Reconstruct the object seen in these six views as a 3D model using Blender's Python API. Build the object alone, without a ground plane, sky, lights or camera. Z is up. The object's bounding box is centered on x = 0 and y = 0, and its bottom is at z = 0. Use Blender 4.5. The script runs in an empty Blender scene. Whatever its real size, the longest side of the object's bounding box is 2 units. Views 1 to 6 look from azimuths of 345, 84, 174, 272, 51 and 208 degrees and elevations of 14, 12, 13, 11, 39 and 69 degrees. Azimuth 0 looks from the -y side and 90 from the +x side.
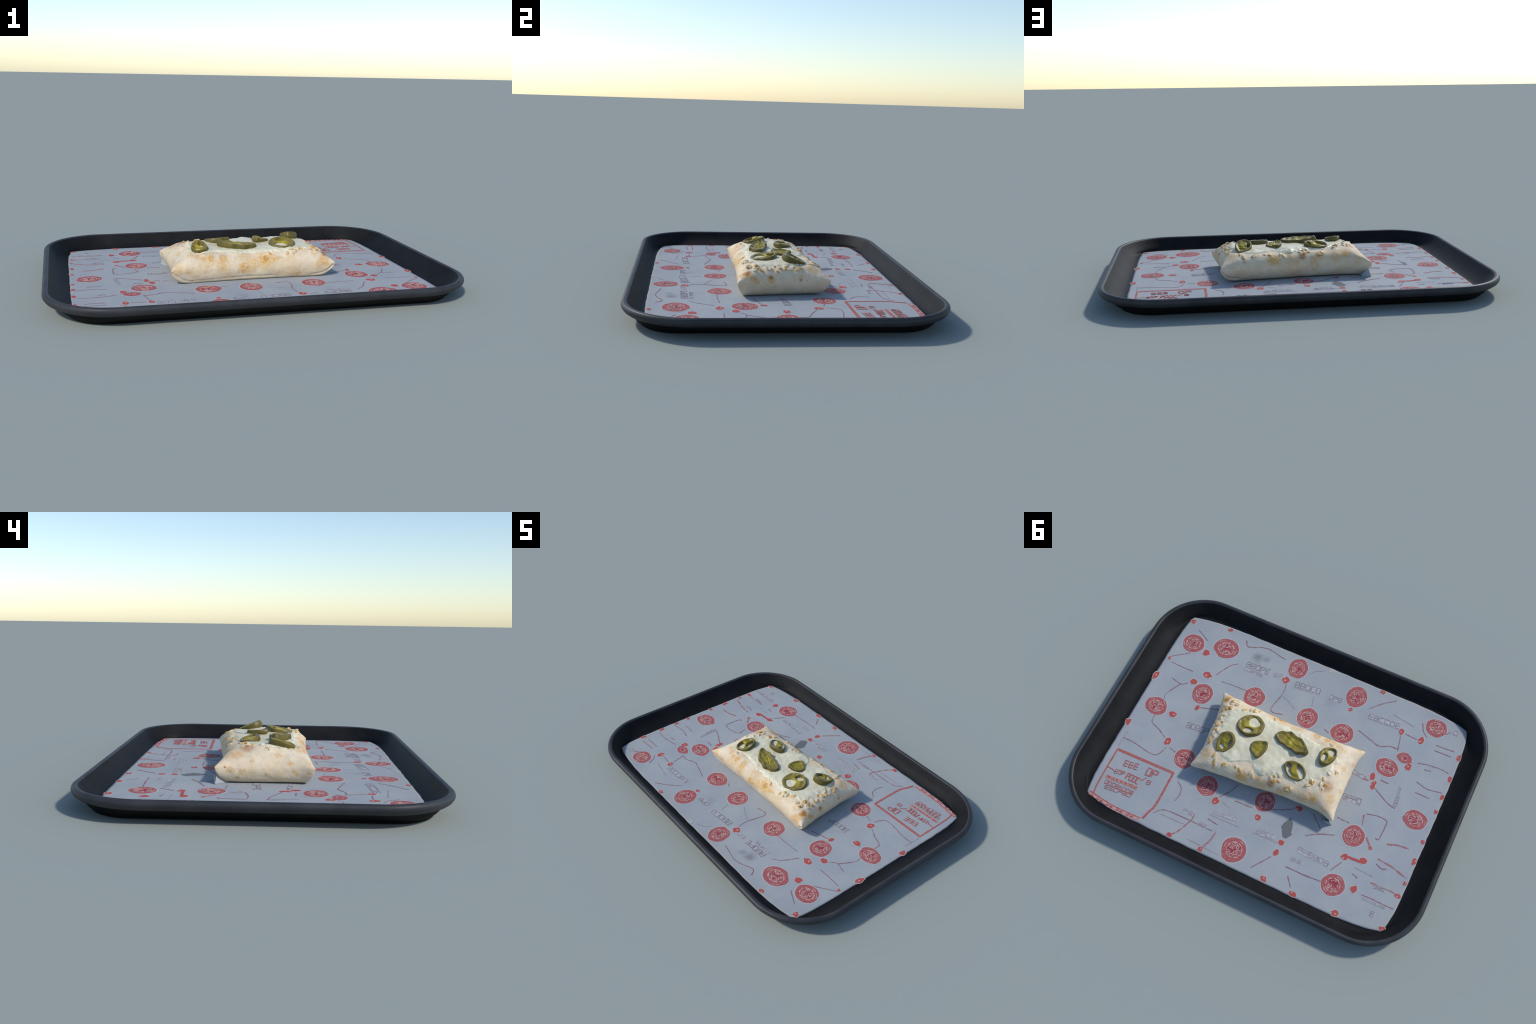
import bpy, bmesh, math, random
import numpy as np
from mathutils import Vector, Matrix, noise

random.seed(7)
FLOOR = 0.0213          # inside floor of the tray
PAPER = 0.0238          # top face of the paper liner
coll = bpy.context.scene.collection

# ------------------------------------------------------------------ helpers
def link(ob, parent=None):
    coll.objects.link(ob)
    if parent is not None:
        ob.parent = parent
    return ob

def mesh_from(name, verts, faces, smooth=True):
    me = bpy.data.meshes.new(name)
    me.from_pydata([tuple(v) for v in verts], [], faces)
    me.update()
    if smooth:
        me.polygons.foreach_set('use_smooth', [True] * len(me.polygons))
    return me

def relax(me, rounds, where=None, factor=0.5):
    """Laplacian smoothing on a mesh."""
    n = len(me.vertices)
    co = np.empty(n * 3); me.vertices.foreach_get('co', co); co = co.reshape(-1, 3)
    e = np.empty(len(me.edges) * 2, int); me.edges.foreach_get('vertices', e); e = e.reshape(-1, 2)
    deg = np.bincount(e.ravel(), minlength=n).clip(1)[:, None]
    pick = np.ones(n, bool) if where is None else where(co)
    for _ in range(rounds):
        acc = np.zeros_like(co)
        np.add.at(acc, e[:, 0], co[e[:, 1]]); np.add.at(acc, e[:, 1], co[e[:, 0]])
        co[pick] += factor * (acc / deg - co)[pick]
    me.vertices.foreach_set('co', co.ravel())
    me.update()

def nz(x, y, z=0.0, s=1.0):
    return noise.noise(Vector((x * s, y * s, z * s)))

def smooth01(a, b, x):
    t = min(1.0, max(0.0, (x - a) / (b - a)))
    return t * t * (3 - 2 * t)

def catmull(pts, per=8, closed=True):
    """Catmull-Rom samples through 2D or 3D control points."""
    P = [np.array(p, float) for p in pts]
    n = len(P)
    out = []
    for i in range(n if closed else n - 1):
        if closed:
            a, b, c, d = P[i - 1], P[i], P[(i + 1) % n], P[(i + 2) % n]
        else:
            a, b, c, d = P[max(i - 1, 0)], P[i], P[i + 1], P[min(i + 2, n - 1)]
        for k in range(per):
            t = k / per
            out.append(0.5 * ((2 * b) + (c - a) * t + (2 * a - 5 * b + 4 * c - d) * t * t
                              + (3 * b - a - 3 * c + d) * t ** 3))
    if not closed:
        out.append(P[-1])
    return out

# ------------------------------------------------------------------ materials
class NT:
    """Small wrapper for building node trees."""
    def __init__(self, name, rough=0.6, spec=0.3):
        self.mat = bpy.data.materials.new(name)
        self.mat.use_nodes = True
        self.t = self.mat.node_tree
        self.b = self.t.nodes['Principled BSDF']
        self.b.inputs['Roughness'].default_value = rough
        self.b.inputs['Specular IOR Level'].default_value = spec
        self.co = self.t.nodes.new('ShaderNodeTexCoord')
    def node(self, kind, **kw):
        n = self.t.nodes.new(kind)
        for k, v in kw.items():
            setattr(n, k, v)
        return n
    def put(self, sock, v):
        if hasattr(v, 'is_output') or isinstance(v, bpy.types.NodeSocket):
            self.t.links.new(v, sock)
        else:
            sock.default_value = v
    def noise(self, scale, detail=4, rough=0.55, vec=None, dist=0.0):
        n = self.node('ShaderNodeTexNoise')
        n.inputs['Scale'].default_value = scale
        n.inputs['Detail'].default_value = detail
        n.inputs['Roughness'].default_value = rough
        n.inputs['Distortion'].default_value = dist
        self.put(n.inputs['Vector'], vec if vec is not None else self.co.outputs['Object'])
        return n.outputs['Fac']
    def mapping(self, scale=(1, 1, 1), rot=(0, 0, 0), loc=(0, 0, 0), src='Object'):
        m = self.node('ShaderNodeMapping')
        m.inputs['Scale'].default_value = scale
        m.inputs['Rotation'].default_value = rot
        m.inputs['Location'].default_value = loc
        self.put(m.inputs['Vector'], self.co.outputs[src])
        return m.outputs['Vector']
    def range(self, x, a, b, lo=0.0, hi=1.0, smooth=True):
        m = self.node('ShaderNodeMapRange')
        m.interpolation_type = 'SMOOTHSTEP' if smooth else 'LINEAR'
        self.put(m.inputs['Value'], x)
        m.inputs['From Min'].default_value = a
        m.inputs['From Max'].default_value = b
        m.inputs['To Min'].default_value = lo
        m.inputs['To Max'].default_value = hi
        return m.outputs['Result']
    def math(self, op, a, b=0.0, c=0.0):
        m = self.node('ShaderNodeMath', operation=op)
        self.put(m.inputs[0], a); self.put(m.inputs[1], b)
        self.put(m.inputs[2], c)
        return m.outputs[0]
    def mix(self, fac, a, b):
        m = self.node('ShaderNodeMix', data_type='RGBA')
        self.put(m.inputs[0], fac)
        for s, v in ((m.inputs[6], a), (m.inputs[7], b)):
            self.put(s, v if not isinstance(v, tuple) else (v[0], v[1], v[2], 1.0))
        return m.outputs[2]
    def bump(self, h, strength=0.3, dist=0.002):
        n = self.node('ShaderNodeBump')
        n.inputs['Strength'].default_value = strength
        n.inputs['Distance'].default_value = dist
        self.put(n.inputs['Height'], h)
        self.put(self.b.inputs['Normal'], n.outputs['Normal'])
    def color(self, c):
        self.put(self.b.inputs['Base Color'], c if not isinstance(c, tuple) else (c[0], c[1], c[2], 1.0))
    def spot(self, p, r, wob, soft=0.5):
        """Round soft mask around an object-space point; wob = distorted coordinate."""
        d = self.node('ShaderNodeVectorMath', operation='DISTANCE')
        self.put(d.inputs[0], wob)
        d.inputs[1].default_value = p
        return self.range(d.outputs['Value'], r * soft, r, 1.0, 0.0)
    def wobble(self, scale, amount):
        n = self.node('ShaderNodeTexNoise')
        n.inputs['Scale'].default_value = scale
        n.inputs['Detail'].default_value = 3
        self.put(n.inputs['Vector'], self.co.outputs['Object'])
        s = self.node('ShaderNodeVectorMath', operation='SUBTRACT')
        self.put(s.inputs[0], n.outputs['Color']); s.inputs[1].default_value = (0.5, 0.5, 0.5)
        k = self.node('ShaderNodeVectorMath', operation='SCALE')
        self.put(k.inputs[0], s.outputs[0]); k.inputs['Scale'].default_value = amount
        a = self.node('ShaderNodeVectorMath', operation='ADD')
        self.put(a.inputs[0], self.co.outputs['Object']); self.put(a.inputs[1], k.outputs[0])
        return a.outputs[0]

def mat_tray(name, base, tip, rough, spec):
    m = NT(name, rough, spec)
    n = m.noise(9, 5, 0.6)
    f = m.noise(60, 4, 0.7, m.mapping((1, 1, 3)))
    c = m.mix(m.range(n, 0.35, 0.7), base, tip)
    c = m.mix(m.range(f, 0.62, 0.8, 0, 0.35), c, tuple(min(1, v * 1.7) for v in tip))
    m.color(c)
    m.bump(m.noise(260, 3, 0.6), 0.12, 0.001)
    return m.mat

MAT_TRAY = mat_tray('black_tray_plastic', (0.0060, 0.0060, 0.0068), (0.0105, 0.0105, 0.0115), 0.62, 0.16)
MAT_RIM = mat_tray('lighter_rim_plastic', (0.027, 0.028, 0.032), (0.041, 0.042, 0.048), 0.5, 0.3)
MAT_FOOT = mat_tray('tray_underside_plastic', (0.0045, 0.0045, 0.005), (0.007, 0.007, 0.0075), 0.7, 0.1)
MAT_SIDE = mat_tray('tray_outer_plastic', (0.005, 0.005, 0.0055), (0.008, 0.008, 0.0085), 0.65, 0.12)

# ------------------------------------------------------------------ tray
def rounded_ring(hx, hy, r, z, nc=18, ns=22):
    """Rounded rectangle, always the same point count so rings can be lofted."""
    out = []
    for q, (sx, sy) in enumerate(((1, 1), (-1, 1), (-1, -1), (1, -1))):
        cx, cy = sx * (hx - r), sy * (hy - r)
        for i in range(nc):
            a = math.radians(90 * q + 90 * i / (nc - 1))
            out.append(Vector((cx + r * math.cos(a), cy + r * math.sin(a), z)))
        nxt = [(1, 1), (-1, 1), (-1, -1), (1, -1)][(q + 1) % 4]
        ex, ey = nxt[0] * (hx - r), nxt[1] * (hy - r)
        a = math.radians(90 * (q + 1))
        end = Vector((ex + r * math.cos(a), ey + r * math.sin(a), z))
        start = out[-1].copy()
        for i in range(1, ns):
            out.append(start.lerp(end, i / ns))
    return out

def split_with_normals(name_of, verts, faces, tags, mats, parent):
    """One smooth body separated into objects whose borders share the whole body's normals."""
    whole = mesh_from('whole', verts, faces)
    vn = [v.normal.copy() for v in whole.vertices]
    for tag, nm in name_of.items():
        idx = {}
        fs = []
        for f, t in zip(faces, tags):
            if t == tag:
                fs.append([idx.setdefault(i, len(idx)) for i in f])
        order = sorted(idx, key=idx.get)
        me = mesh_from(nm, [verts[i] for i in order], fs)
        me.normals_split_custom_set_from_vertices([vn[i] for i in order])
        me.materials.append(mats[tag])
        link(bpy.data.objects.new(nm, me), parent)
    bpy.data.meshes.remove(whole)

def build_tray():
    root = bpy.data.objects.new('serving_tray', None)
    link(root)
    root['label'] = 'black plastic cafeteria tray with rounded corners and raised rim'
    root['category'] = 'tray'
    # half length, half width, corner radius, height, region of the strip that follows
    prof = [
        (0.60, 0.38, 0.05, 0.005, 'foot'),
        (0.862, 0.612, 0.150, 0.004, 'foot'), (0.882, 0.636, 0.165, 0.0, 'foot'),
        (0.890, 0.644, 0.172, 0.0008, 'foot'), (0.8945, 0.649, 0.176, 0.004, 'foot'),
        (0.898, 0.653, 0.180, 0.011, 'foot'), (0.904, 0.657, 0.184, 0.0145, 'side'),
        (0.915, 0.664, 0.198, 0.0195, 'side'), (0.932, 0.677, 0.230, 0.0285, 'side'),
        (0.949, 0.689, 0.270, 0.0385, 'side'), (0.967, 0.702, 0.293, 0.0480, 'side'),
        (0.982, 0.7135, 0.293, 0.054, 'rim'), (0.992, 0.7220, 0.301, 0.061, 'rim'),
        (0.9985, 0.7285, 0.307, 0.071, 'rim'), (1.0, 0.730, 0.308, 0.079, 'rim'),
        (0.9985, 0.7285, 0.307, 0.086, 'rim'), (0.994, 0.7242, 0.302, 0.0918, 'rim'),
        (0.987, 0.7175, 0.295, 0.0948, 'rim'), (0.980, 0.711, 0.289, 0.0942, 'rim'),
        (0.9735, 0.705, 0.284, 0.0905, 'wall'), (0.969, 0.7005, 0.281, 0.0845, 'wall'),
        (0.9605, 0.694, 0.277, 0.073, 'wall'), (0.945, 0.683, 0.268, 0.056, 'wall'),
        (0.926, 0.671, 0.245, 0.041, 'wall'), (0.908, 0.659, 0.208, 0.0315, 'wall'),
        (0.895, 0.650, 0.168, 0.0255, 'wall'), (0.884, 0.643, 0.145, 0.0222, 'floor'),
        (0.872, 0.632, 0.135, FLOOR, 'floor'), (0.60, 0.38, 0.05, FLOOR, 'floor'),
    ]
    verts, faces, tags = [], [], []
    N = None
    for hx, hy, r, z, tag in prof:
        ring = rounded_ring(hx, hy, r, z)
        N = len(ring)
        verts += ring
    for k in range(len(prof) - 1):
        for i in range(N):
            j = (i + 1) % N
            faces.append([k * N + i, k * N + j, (k + 1) * N + j, (k + 1) * N + i])
            tags.append(prof[k][4])
    faces.append([i for i in range(N)][::-1]); tags.append('foot')
    faces.append([(len(prof) - 1) * N + i for i in range(N)]); tags.append('floor')
    split_with_normals({'foot': 'tray_foot', 'side': 'tray_outer_wall', 'wall': 'tray_inner_wall', 'rim': 'tray_rim', 'floor': 'tray_floor'},
                       verts, faces, tags,
                       {'foot': MAT_FOOT, 'side': MAT_SIDE, 'wall': MAT_TRAY, 'rim': MAT_RIM, 'floor': MAT_TRAY}, root)
    return root

# ------------------------------------------------------------------ paper liner
def mat_paper():
    m = NT('printed_greaseproof_paper', 0.75, 0.15)
    weave = m.noise(70, 3, 0.7, m.mapping((1.0, 9.0, 1)))
    weave2 = m.noise(70, 3, 0.7, m.mapping((9.0, 1.0, 1)))
    cloud = m.noise(5, 4, 0.6)
    speck = m.noise(330, 2, 0.5)
    c = m.mix(m.range(cloud, 0.3, 0.7), (0.325, 0.350, 0.375), (0.380, 0.395, 0.400))
    c = m.mix(m.range(weave, 0.50, 0.75, 0, 0.35), c, (0.29, 0.30, 0.33))
    c = m.mix(m.range(weave2, 0.52, 0.75, 0, 0.25), c, (0.43, 0.45, 0.46))
    c = m.mix(m.range(speck, 0.60, 0.74, 0, 0.55), c, (0.52, 0.56, 0.57))
    wob = m.wobble(22, 0.05)
    for p, r, k in (((0.394, -0.520, PAPER), 0.050, 0.55), ((0.34, -0.53, PAPER), 0.030, 0.4), ((-0.10, -0.44, PAPER), 0.05, 0.15),
                    ((0.62, 0.45, PAPER), 0.12, 0.10)):
        c = m.mix(m.math('MULTIPLY', m.spot(p, r, wob, 0.1), k), c, (0.13, 0.135, 0.14))
    m.color(c)
    return m.mat
MAT_PAPER = mat_paper()

def paper_edge(t, side):
    """Outline of the liner: edges bow out, corners drawn in to points."""
    bow = 1 - abs(t) ** 7
    ruf = 0.0025 * nz(t * 14, side * 3.1, 2.0)
    if side in (0, 2):     # +x, -x edge, t along y
        sx = 1 if side == 0 else -1
        return Vector((sx * (0.848 + 0.024 * bow + (0.004 if sx < 0 else -0.003) * bow + ruf), t * 0.600, 0))
    sy = 1 if side == 1 else -1
    return Vector((t * 0.848, sy * (0.600 + 0.036 * bow + ruf), 0))

def build_paper():
    nx, ny = 170, 120
    verts, faces = [], []
    for j in range(ny + 1):
        v = -1 + 2 * j / ny
        for i in range(nx + 1):
            u = -1 + 2 * i / nx
            ex0, ex1 = paper_edge(v, 2), paper_edge(v, 0)
            ey0, ey1 = paper_edge(u, 3), paper_edge(u, 1)
            a, b = (u + 1) / 2, (v + 1) / 2
            p = ex0 * (1 - a) + ex1 * a + ey0 * (1 - b) + ey1 * b
            p = p - Vector((u * 0.848, v * 0.600, 0))
            z = PAPER
            # a corner of the liner that was dragged up under one tip of the wrap
            verts.append((p.x, p.y, z))
    W = nx + 1
    for j in range(ny):
        for i in range(nx):
            faces.append([j * W + i, j * W + i + 1, (j + 1) * W + i + 1, (j + 1) * W + i])
    me = mesh_from('paper_liner', verts, faces)
    bm = bmesh.new(); bm.from_mesh(me)
    ret = bmesh.ops.extrude_face_region(bm, geom=bm.faces[:])
    low = [e for e in ret['geom'] if isinstance(e, bmesh.types.BMVert)]
    for v in low:
        v.co.z -= 0.0016
    bmesh.ops.recalc_face_normals(bm, faces=bm.faces[:])
    bm.to_mesh(me); bm.free()
    me.materials.append(MAT_PAPER)
    ob = link(bpy.data.objects.new('paper_liner', me))
    ob['label'] = 'pale blue grey printed tray paper with red badges and line work'
    ob['category'] = 'paper liner'
    return ob

# ------------------------------------------------------------------ wrap body
# outline of the widest line of the parcel (x, y), tip to tip
EDGE_FRONT = [(-0.399, -0.217), (-0.273, -0.207), (-0.109, -0.199), (0.115, -0.197), (0.306, -0.202), (0.434, -0.207)]
EDGE_BACK = [(-0.399, 0.211), (-0.315, 0.190), (-0.182, 0.193), (-0.022, 0.205), (0.134, 0.223), (0.283, 0.234), (0.398, 0.250)]
EDGE_LEFT = [(-0.399, -0.217), (-0.385, -0.117), (-0.390, 0.038), (-0.393, 0.131), (-0.399, 0.211)]
EDGE_RIGHT = [(0.434, -0.207), (0.418, -0.112), (0.404, 0.007), (0.390, 0.148), (0.398, 0.250)]

class Curve2:
    def __init__(self, pts):
        self.p = catmull(pts, 12, closed=False)
        self.p = np.array(self.p)
        d = np.r_[0, np.cumsum(np.linalg.norm(np.diff(self.p, axis=0), axis=1))]
        self.d = d / d[-1]
    def __call__(self, t):
        return np.array([np.interp(t, self.d, self.p[:, 0]), np.interp(t, self.d, self.p[:, 1])])
CF, CB, CL, CRR = Curve2(EDGE_FRONT), Curve2(EDGE_BACK), Curve2(EDGE_LEFT), Curve2(EDGE_RIGHT)

EQ = 0.095
def lump(x, y, z):
    n = noise.fractal(Vector((x * 7, y * 7, z * 7 + 3)), 0.9, 2.1, 4) * 0.0035
    n += nz(x, y, z + 9, 13) * 0.0022 + nz(x, y, z, 26) * 0.0016 + nz(x, y, z + 4, 55) * 0.0006
    return n

def body_grid(ns, nt):
    """Upper and lower skins of the parcel as (nt+1, ns+1, 3) arrays."""
    S = np.sin(np.pi / 2 * np.linspace(-1, 1, ns + 1))
    T = np.sin(np.pi / 2 * np.linspace(-1, 1, nt + 1))
    s, t = np.meshgrid(S, T)
    # blunt tips: the corner cells of the square map are squeezed on to quarter discs
    cs, ct = 0.045, 0.085
    a = np.maximum(0, np.abs(s) - (1 - cs)) / cs
    b = np.maximum(0, np.abs(t) - (1 - ct)) / ct
    a2, b2 = a * np.sqrt(1 - b * b / 2), b * np.sqrt(1 - a * a / 2)
    sr = np.where(a > 0, np.sign(s) * (1 - cs + cs * a2), s)
    tr = np.where(b > 0, np.sign(t) * (1 - ct + ct * b2), t)
    aa, bb = ((sr + 1) / 2)[..., None], ((tr + 1) / 2)[..., None]
    ev = lambda c, p: np.moveaxis(c(p[..., 0]), 0, -1)
    A_, B_, C_, D_ = CF(1), CF(0), CB(0), CB(1)
    XY = (ev(CF, aa) * (1 - bb) + ev(CB, aa) * bb + ev(CL, bb) * (1 - aa) + ev(CRR, bb) * aa
          - (B_ * (1 - aa) * (1 - bb) + A_ * aa * (1 - bb) + C_ * (1 - aa) * bb + D_ * aa * bb))
    puff = lambda v, p: np.sqrt(np.maximum(0, 1 - np.abs(v) ** p))
    ps = np.where(s > 0, 8.5, 8.0)
    pt = np.where(t > 0, 5.0, 4.9)
    fs, ft = puff(s, ps), puff(t, pt)
    slope = np.clip((1 - np.abs(s)) / 0.22, 0, 1)      # the left end falls away as a flat slope
    slope = slope ** 0.62
    soft = np.where(s < 0, 0.6 * (1 - t ** 4), 0.0)
    fs = fs * (1 - soft) + np.minimum(slope, 1) * soft
    # edge line rides lower between the tips
    tip = np.maximum(np.abs(s) ** 6 * np.abs(t) ** 2, np.abs(t) ** 6 * np.abs(s) ** 4)
    eq = 0.086 + (0.100 - 0.086) * tip
    crown = 0.0818 + 0.003 * (1 - s * s) * (1 - t * t) + 0.003 * s * (1 - s * s) - (eq - 0.086)
    top = np.dstack([XY, eq + crown * fs * ft])
    gs, gt = puff(s, 16.0), puff(t, np.where(t > 0, 13.0, 20.0))
    k = np.minimum(1.0, gs * gt * 1.06)
    mid = 1 - np.abs(s) ** 4
    tuck = np.where(t > 0, 0.045 * mid + 0.02, 0.015 * mid + 0.035)
    lift = 0.010 * mid * np.where(t > 0, 1.0, 0.25) * np.abs(t) ** 4
    base = PAPER + 0.0006 + lift
    low = np.dstack([XY[..., 0] * (1 - 0.004 * k), XY[..., 1] * (1 - tuck * k), eq - (eq - base) * k])
    return top, low

# loose shreds that browned round the border of the melt
SHRED_SPOTS = [
    (0.378, -0.123), (0.379, -0.09), (0.343, -0.113), (0.347, -0.154), (0.318, -0.153), (0.275, -0.127), (0.231, -0.153),
    (0.213, -0.151), (0.367, -0.04), (0.377, -0.014), (0.373, -0.057), (0.362, 0.024), (0.343, 0.031), (0.347, 0.068),
    (0.366, 0.09), (0.366, 0.048), (0.295, 0.164), (0.28, 0.187), (0.276, 0.205), (0.226, 0.190), (0.211, 0.184),
    (0.167, 0.173), (0.141, 0.178), (0.081, 0.170), (0.067, 0.182), (-0.021, 0.151), (-0.039, 0.138), (-0.06, 0.119),
    (-0.069, 0.15), (-0.145, 0.158), (-0.218, 0.108), (-0.227, 0.082), (-0.273, 0.076), (-0.276, 0.048), (-0.32, -0.023),
    (-0.321, -0.009), (-0.231, -0.155), (-0.286, 0.012), (0.19, -0.168), (0.216, -0.170), (0.218, -0.156), (0.24, -0.150),
    (0.269, -0.135), (0.321, -0.148), (0.339, -0.108), (0.35, -0.138), (0.347, -0.158), (0.361, -0.104), (0.366, -0.119),
    (0.358, -0.065), (0.356, 0.001), (0.354, 0.106), (0.345, -0.024), (0.329, 0.035), (-0.231, 0.092), (-0.216, 0.116),
    (-0.239, -0.150), (-0.300, 0.075), (-0.29, 0.095), (-0.045, 0.160), (-0.13, 0.175), (0.10, -0.160)]
# bar-shaped ones seen lying singly: (x, y, angle in degrees, length)
SHRED_BARS = [(-0.3205, -0.016, 70, 0.032), (0.278, 0.196, 75, 0.034), (0.228, 0.190, 20, 0.030), (0.352, -0.150, 10, 0.030),
              (0.345, -0.118, -30, 0.026), (-0.146, 0.160, 80, 0.020), (0.357, 0.002, 5, 0.026), (0.198, 0.182, -10, 0.034),
              (-0.225, 0.100, 35, 0.024)]

# dents and swellings of the filling under the shell: x, y, radius, height
HUMPS = [(0.088, 0.130, 0.034, -0.012), (0.155, 0.150, 0.035, -0.002), (-0.01, -0.145, 0.05, -0.0045), (0.0, 0.175, 0.04, -0.004), (-0.20, 0.08, 0.06, 0.0045), (0.33, 0.05, 0.05, 0.004), (-0.31, 0.0, 0.05, 0.006), (0.035, 0.125, 0.035, 0.004), (-0.06, 0.02, 0.05, -0.003),
         (0.27, 0.02, 0.06, 0.005), (0.05, -0.02, 0.05, -0.003), (-0.13, 0.17, 0.03, 0.004), (-0.036, 0.178, 0.024, 0.0045),
         (-0.27, 0.03, 0.08, 0.006), (0.05, 0.165, 0.020, -0.004), (0.33, 0.15, 0.03, 0.004)]
def spine(*p):
    return [Vector(q) for q in catmull(p, 30, closed=False)]
# folds of the sheet under the four tips, and one ridge on the end
CREASES = [
    (spine((-0.395, -0.214, 0.088), (-0.369, -0.205, 0.066), (-0.335, -0.192, 0.045), (-0.295, -0.186, 0.036)), 0.011, -0.009),
    (spine((0.425, -0.206, 0.085), (0.402, -0.202, 0.060), (0.370, -0.196, 0.043), (0.320, -0.190, 0.036)), 0.011, -0.009),
    (spine((-0.392, 0.208, 0.085), (-0.365, 0.200, 0.062), (-0.320, 0.194, 0.048), (-0.250, 0.190, 0.044)), 0.010, -0.008),
    (spine((0.392, 0.246, 0.086), (0.372, 0.236, 0.062), (0.345, 0.225, 0.047), (0.310, 0.218, 0.044)), 0.012, -0.010),
    (spine((0.365, 0.175, 0.132), (0.385, 0.144, 0.105), (0.390, 0.125, 0.083), (0.390, 0.119, 0.066)), 0.008, 0.0035),
    (spine((0.400, 0.02, 0.045), (0.402, 0.018, 0.065)), 0.007, 0.003),
    (spine((-0.29, -0.188, 0.037), (-0.15, -0.184, 0.041), (0.0, -0.184, 0.044), (0.12, -0.184, 0.040)), 0.012, -0.0035),
    (spine((0.30, -0.15, 0.155), (0.20, -0.172, 0.145), (0.05, -0.172, 0.147), (-0.05, -0.168, 0.148), (-0.15, -0.150, 0.155)), 0.012, -0.0022)]

def build_body():
    ns, nt = 230, 130
    top, low = body_grid(ns, nt)
    verts = [tuple(p) for p in top.reshape(-1, 3)]
    W = ns + 1
    lid = {}
    for j in range(nt + 1):
        for i in range(ns + 1):
            if i in (0, ns) or j in (0, nt):
                lid[i, j] = j * W + i
            else:
                lid[i, j] = len(verts)
                verts.append(tuple(low[j, i]))
    faces = []
    for j in range(nt):
        for i in range(ns):
            faces.append([j * W + i, j * W + i + 1, (j + 1) * W + i + 1, (j + 1) * W + i])
            faces.append([lid[i, j + 1], lid[i + 1, j + 1], lid[i + 1, j], lid[i, j]])
    me = mesh_from('tortilla_wrap', verts, faces)
    tips = np.array([(-0.399, -0.217), (0.434, -0.207), (-0.399, 0.211), (0.398, 0.250)])
    near = lambda co: np.min(np.linalg.norm(co[:, None, :2] - tips[None], axis=2), axis=1)
    for v in me.vertices:          # pull the tips out a little before they are rounded off
        for tx, ty in tips:
            d = math.hypot(v.co.x - tx, v.co.y - ty)
            if d < 0.06:
                k = 0.015 * (1 - d / 0.06) ** 2
                v.co.x += k * math.copysign(1, tx); v.co.y += 0.6 * k * math.copysign(1, ty)
    relax(me, 10, lambda co: (co[:, 2] > PAPER + 0.004) & (near(co) < 0.045))
    relax(me, 60, lambda co: (co[:, 2] > PAPER + 0.012) & (co[:, 2] < 0.125))
    relax(me, 3, lambda co: co[:, 2] > PAPER + 0.004)
    co = np.array([v.co[:] for v in me.vertices])
    nn = np.array([v.normal[:] for v in me.vertices])
    w = np.clip((co[:, 2] - PAPER - 0.002) / 0.028, 0, 1)
    push = np.array([lump(*c) for c in co]) * w
    up = np.clip((co[:, 2] - 0.10) / 0.02, 0, 1)
    blisters = [(x, y, 0.0100, 0.0036) for x, y in SHRED_SPOTS]
    for x, y, r, h in HUMPS + blisters:
        push += up * h * np.exp(-((co[:, 0] - x) ** 2 + (co[:, 1] - y) ** 2) / (r * r))
    for line, r, h in CREASES:
        d = np.full(len(co), 9.0)
        for p in line:
            d = np.minimum(d, np.linalg.norm(co - np.array(p), axis=1))
        push += h * np.clip(1 - d / r, 0, 1) ** 1.5
    co += nn * push[:, None]
    me.vertices.foreach_set('co', co.ravel())
    me.update()
    return me


# --- where the oven left its marks: (position, radius, strength)
GOLDEN = [
    ((0.395, -0.164, 0.131), 0.030, 0.9), ((-0.127, 0.169, 0.147), 0.034, 0.9), ((0.121, 0.205, 0.138), 0.040, 0.95),
    ((-0.268, 0.160, 0.147), 0.034, 0.8), ((-0.215, 0.170, 0.140), 0.040, 0.5), ((0.400, -0.042, 0.110), 0.024, 0.9),
    ((0.410, -0.133, 0.120), 0.020, 0.7), ((0.401, -0.024, 0.074), 0.010, 0.7), ((0.072, -0.177, 0.122), 0.042, 0.95),
    ((-0.035, -0.187, 0.092), 0.040, 0.9), ((0.020, -0.182, 0.108), 0.036, 0.6), ((-0.143, -0.185, 0.112), 0.044, 0.6),
    ((-0.120, -0.182, 0.067), 0.015, 0.7), ((0.335, -0.165, 0.145), 0.024, 0.5), ((-0.388, -0.136, 0.071), 0.016, 0.7),
    ((-0.394, -0.120, 0.075), 0.013, 0.7), ((-0.388, -0.192, 0.080), 0.013, 0.9), ((-0.379, 0.112, 0.053), 0.012, 0.6),
    ((-0.396, 0.098, 0.075), 0.016, 0.8), ((0.276, 0.222, 0.128), 0.012, 0.8), ((0.010, 0.197, 0.128), 0.035, 0.4),
    ((-0.095, 0.190, 0.125), 0.030, 0.6), ((-0.111, 0.200, 0.096), 0.018, 0.6), ((0.030, 0.188, 0.145), 0.026, 0.6),
    ((0.115, -0.172, 0.128), 0.030, 0.7), ((-0.030, -0.172, 0.140), 0.040, 0.45), ((-0.202, -0.178, 0.134), 0.026, 0.7),
    ((-0.300, -0.150, 0.152), 0.024, 0.7), ((-0.372, -0.207, 0.106), 0.040, 0.5), ((0.404, 0.070, 0.120), 0.016, 0.6),
    ((0.384, 0.104, 0.117), 0.018, 0.5), ((0.390, -0.165, 0.110), 0.016, 0.7), ((0.210, -0.178, 0.135), 0.020, 0.3),
    ((-0.330, 0.190, 0.120), 0.030, 0.35), ((-0.320, -0.203, 0.106), 0.022, 0.4),
]
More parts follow.
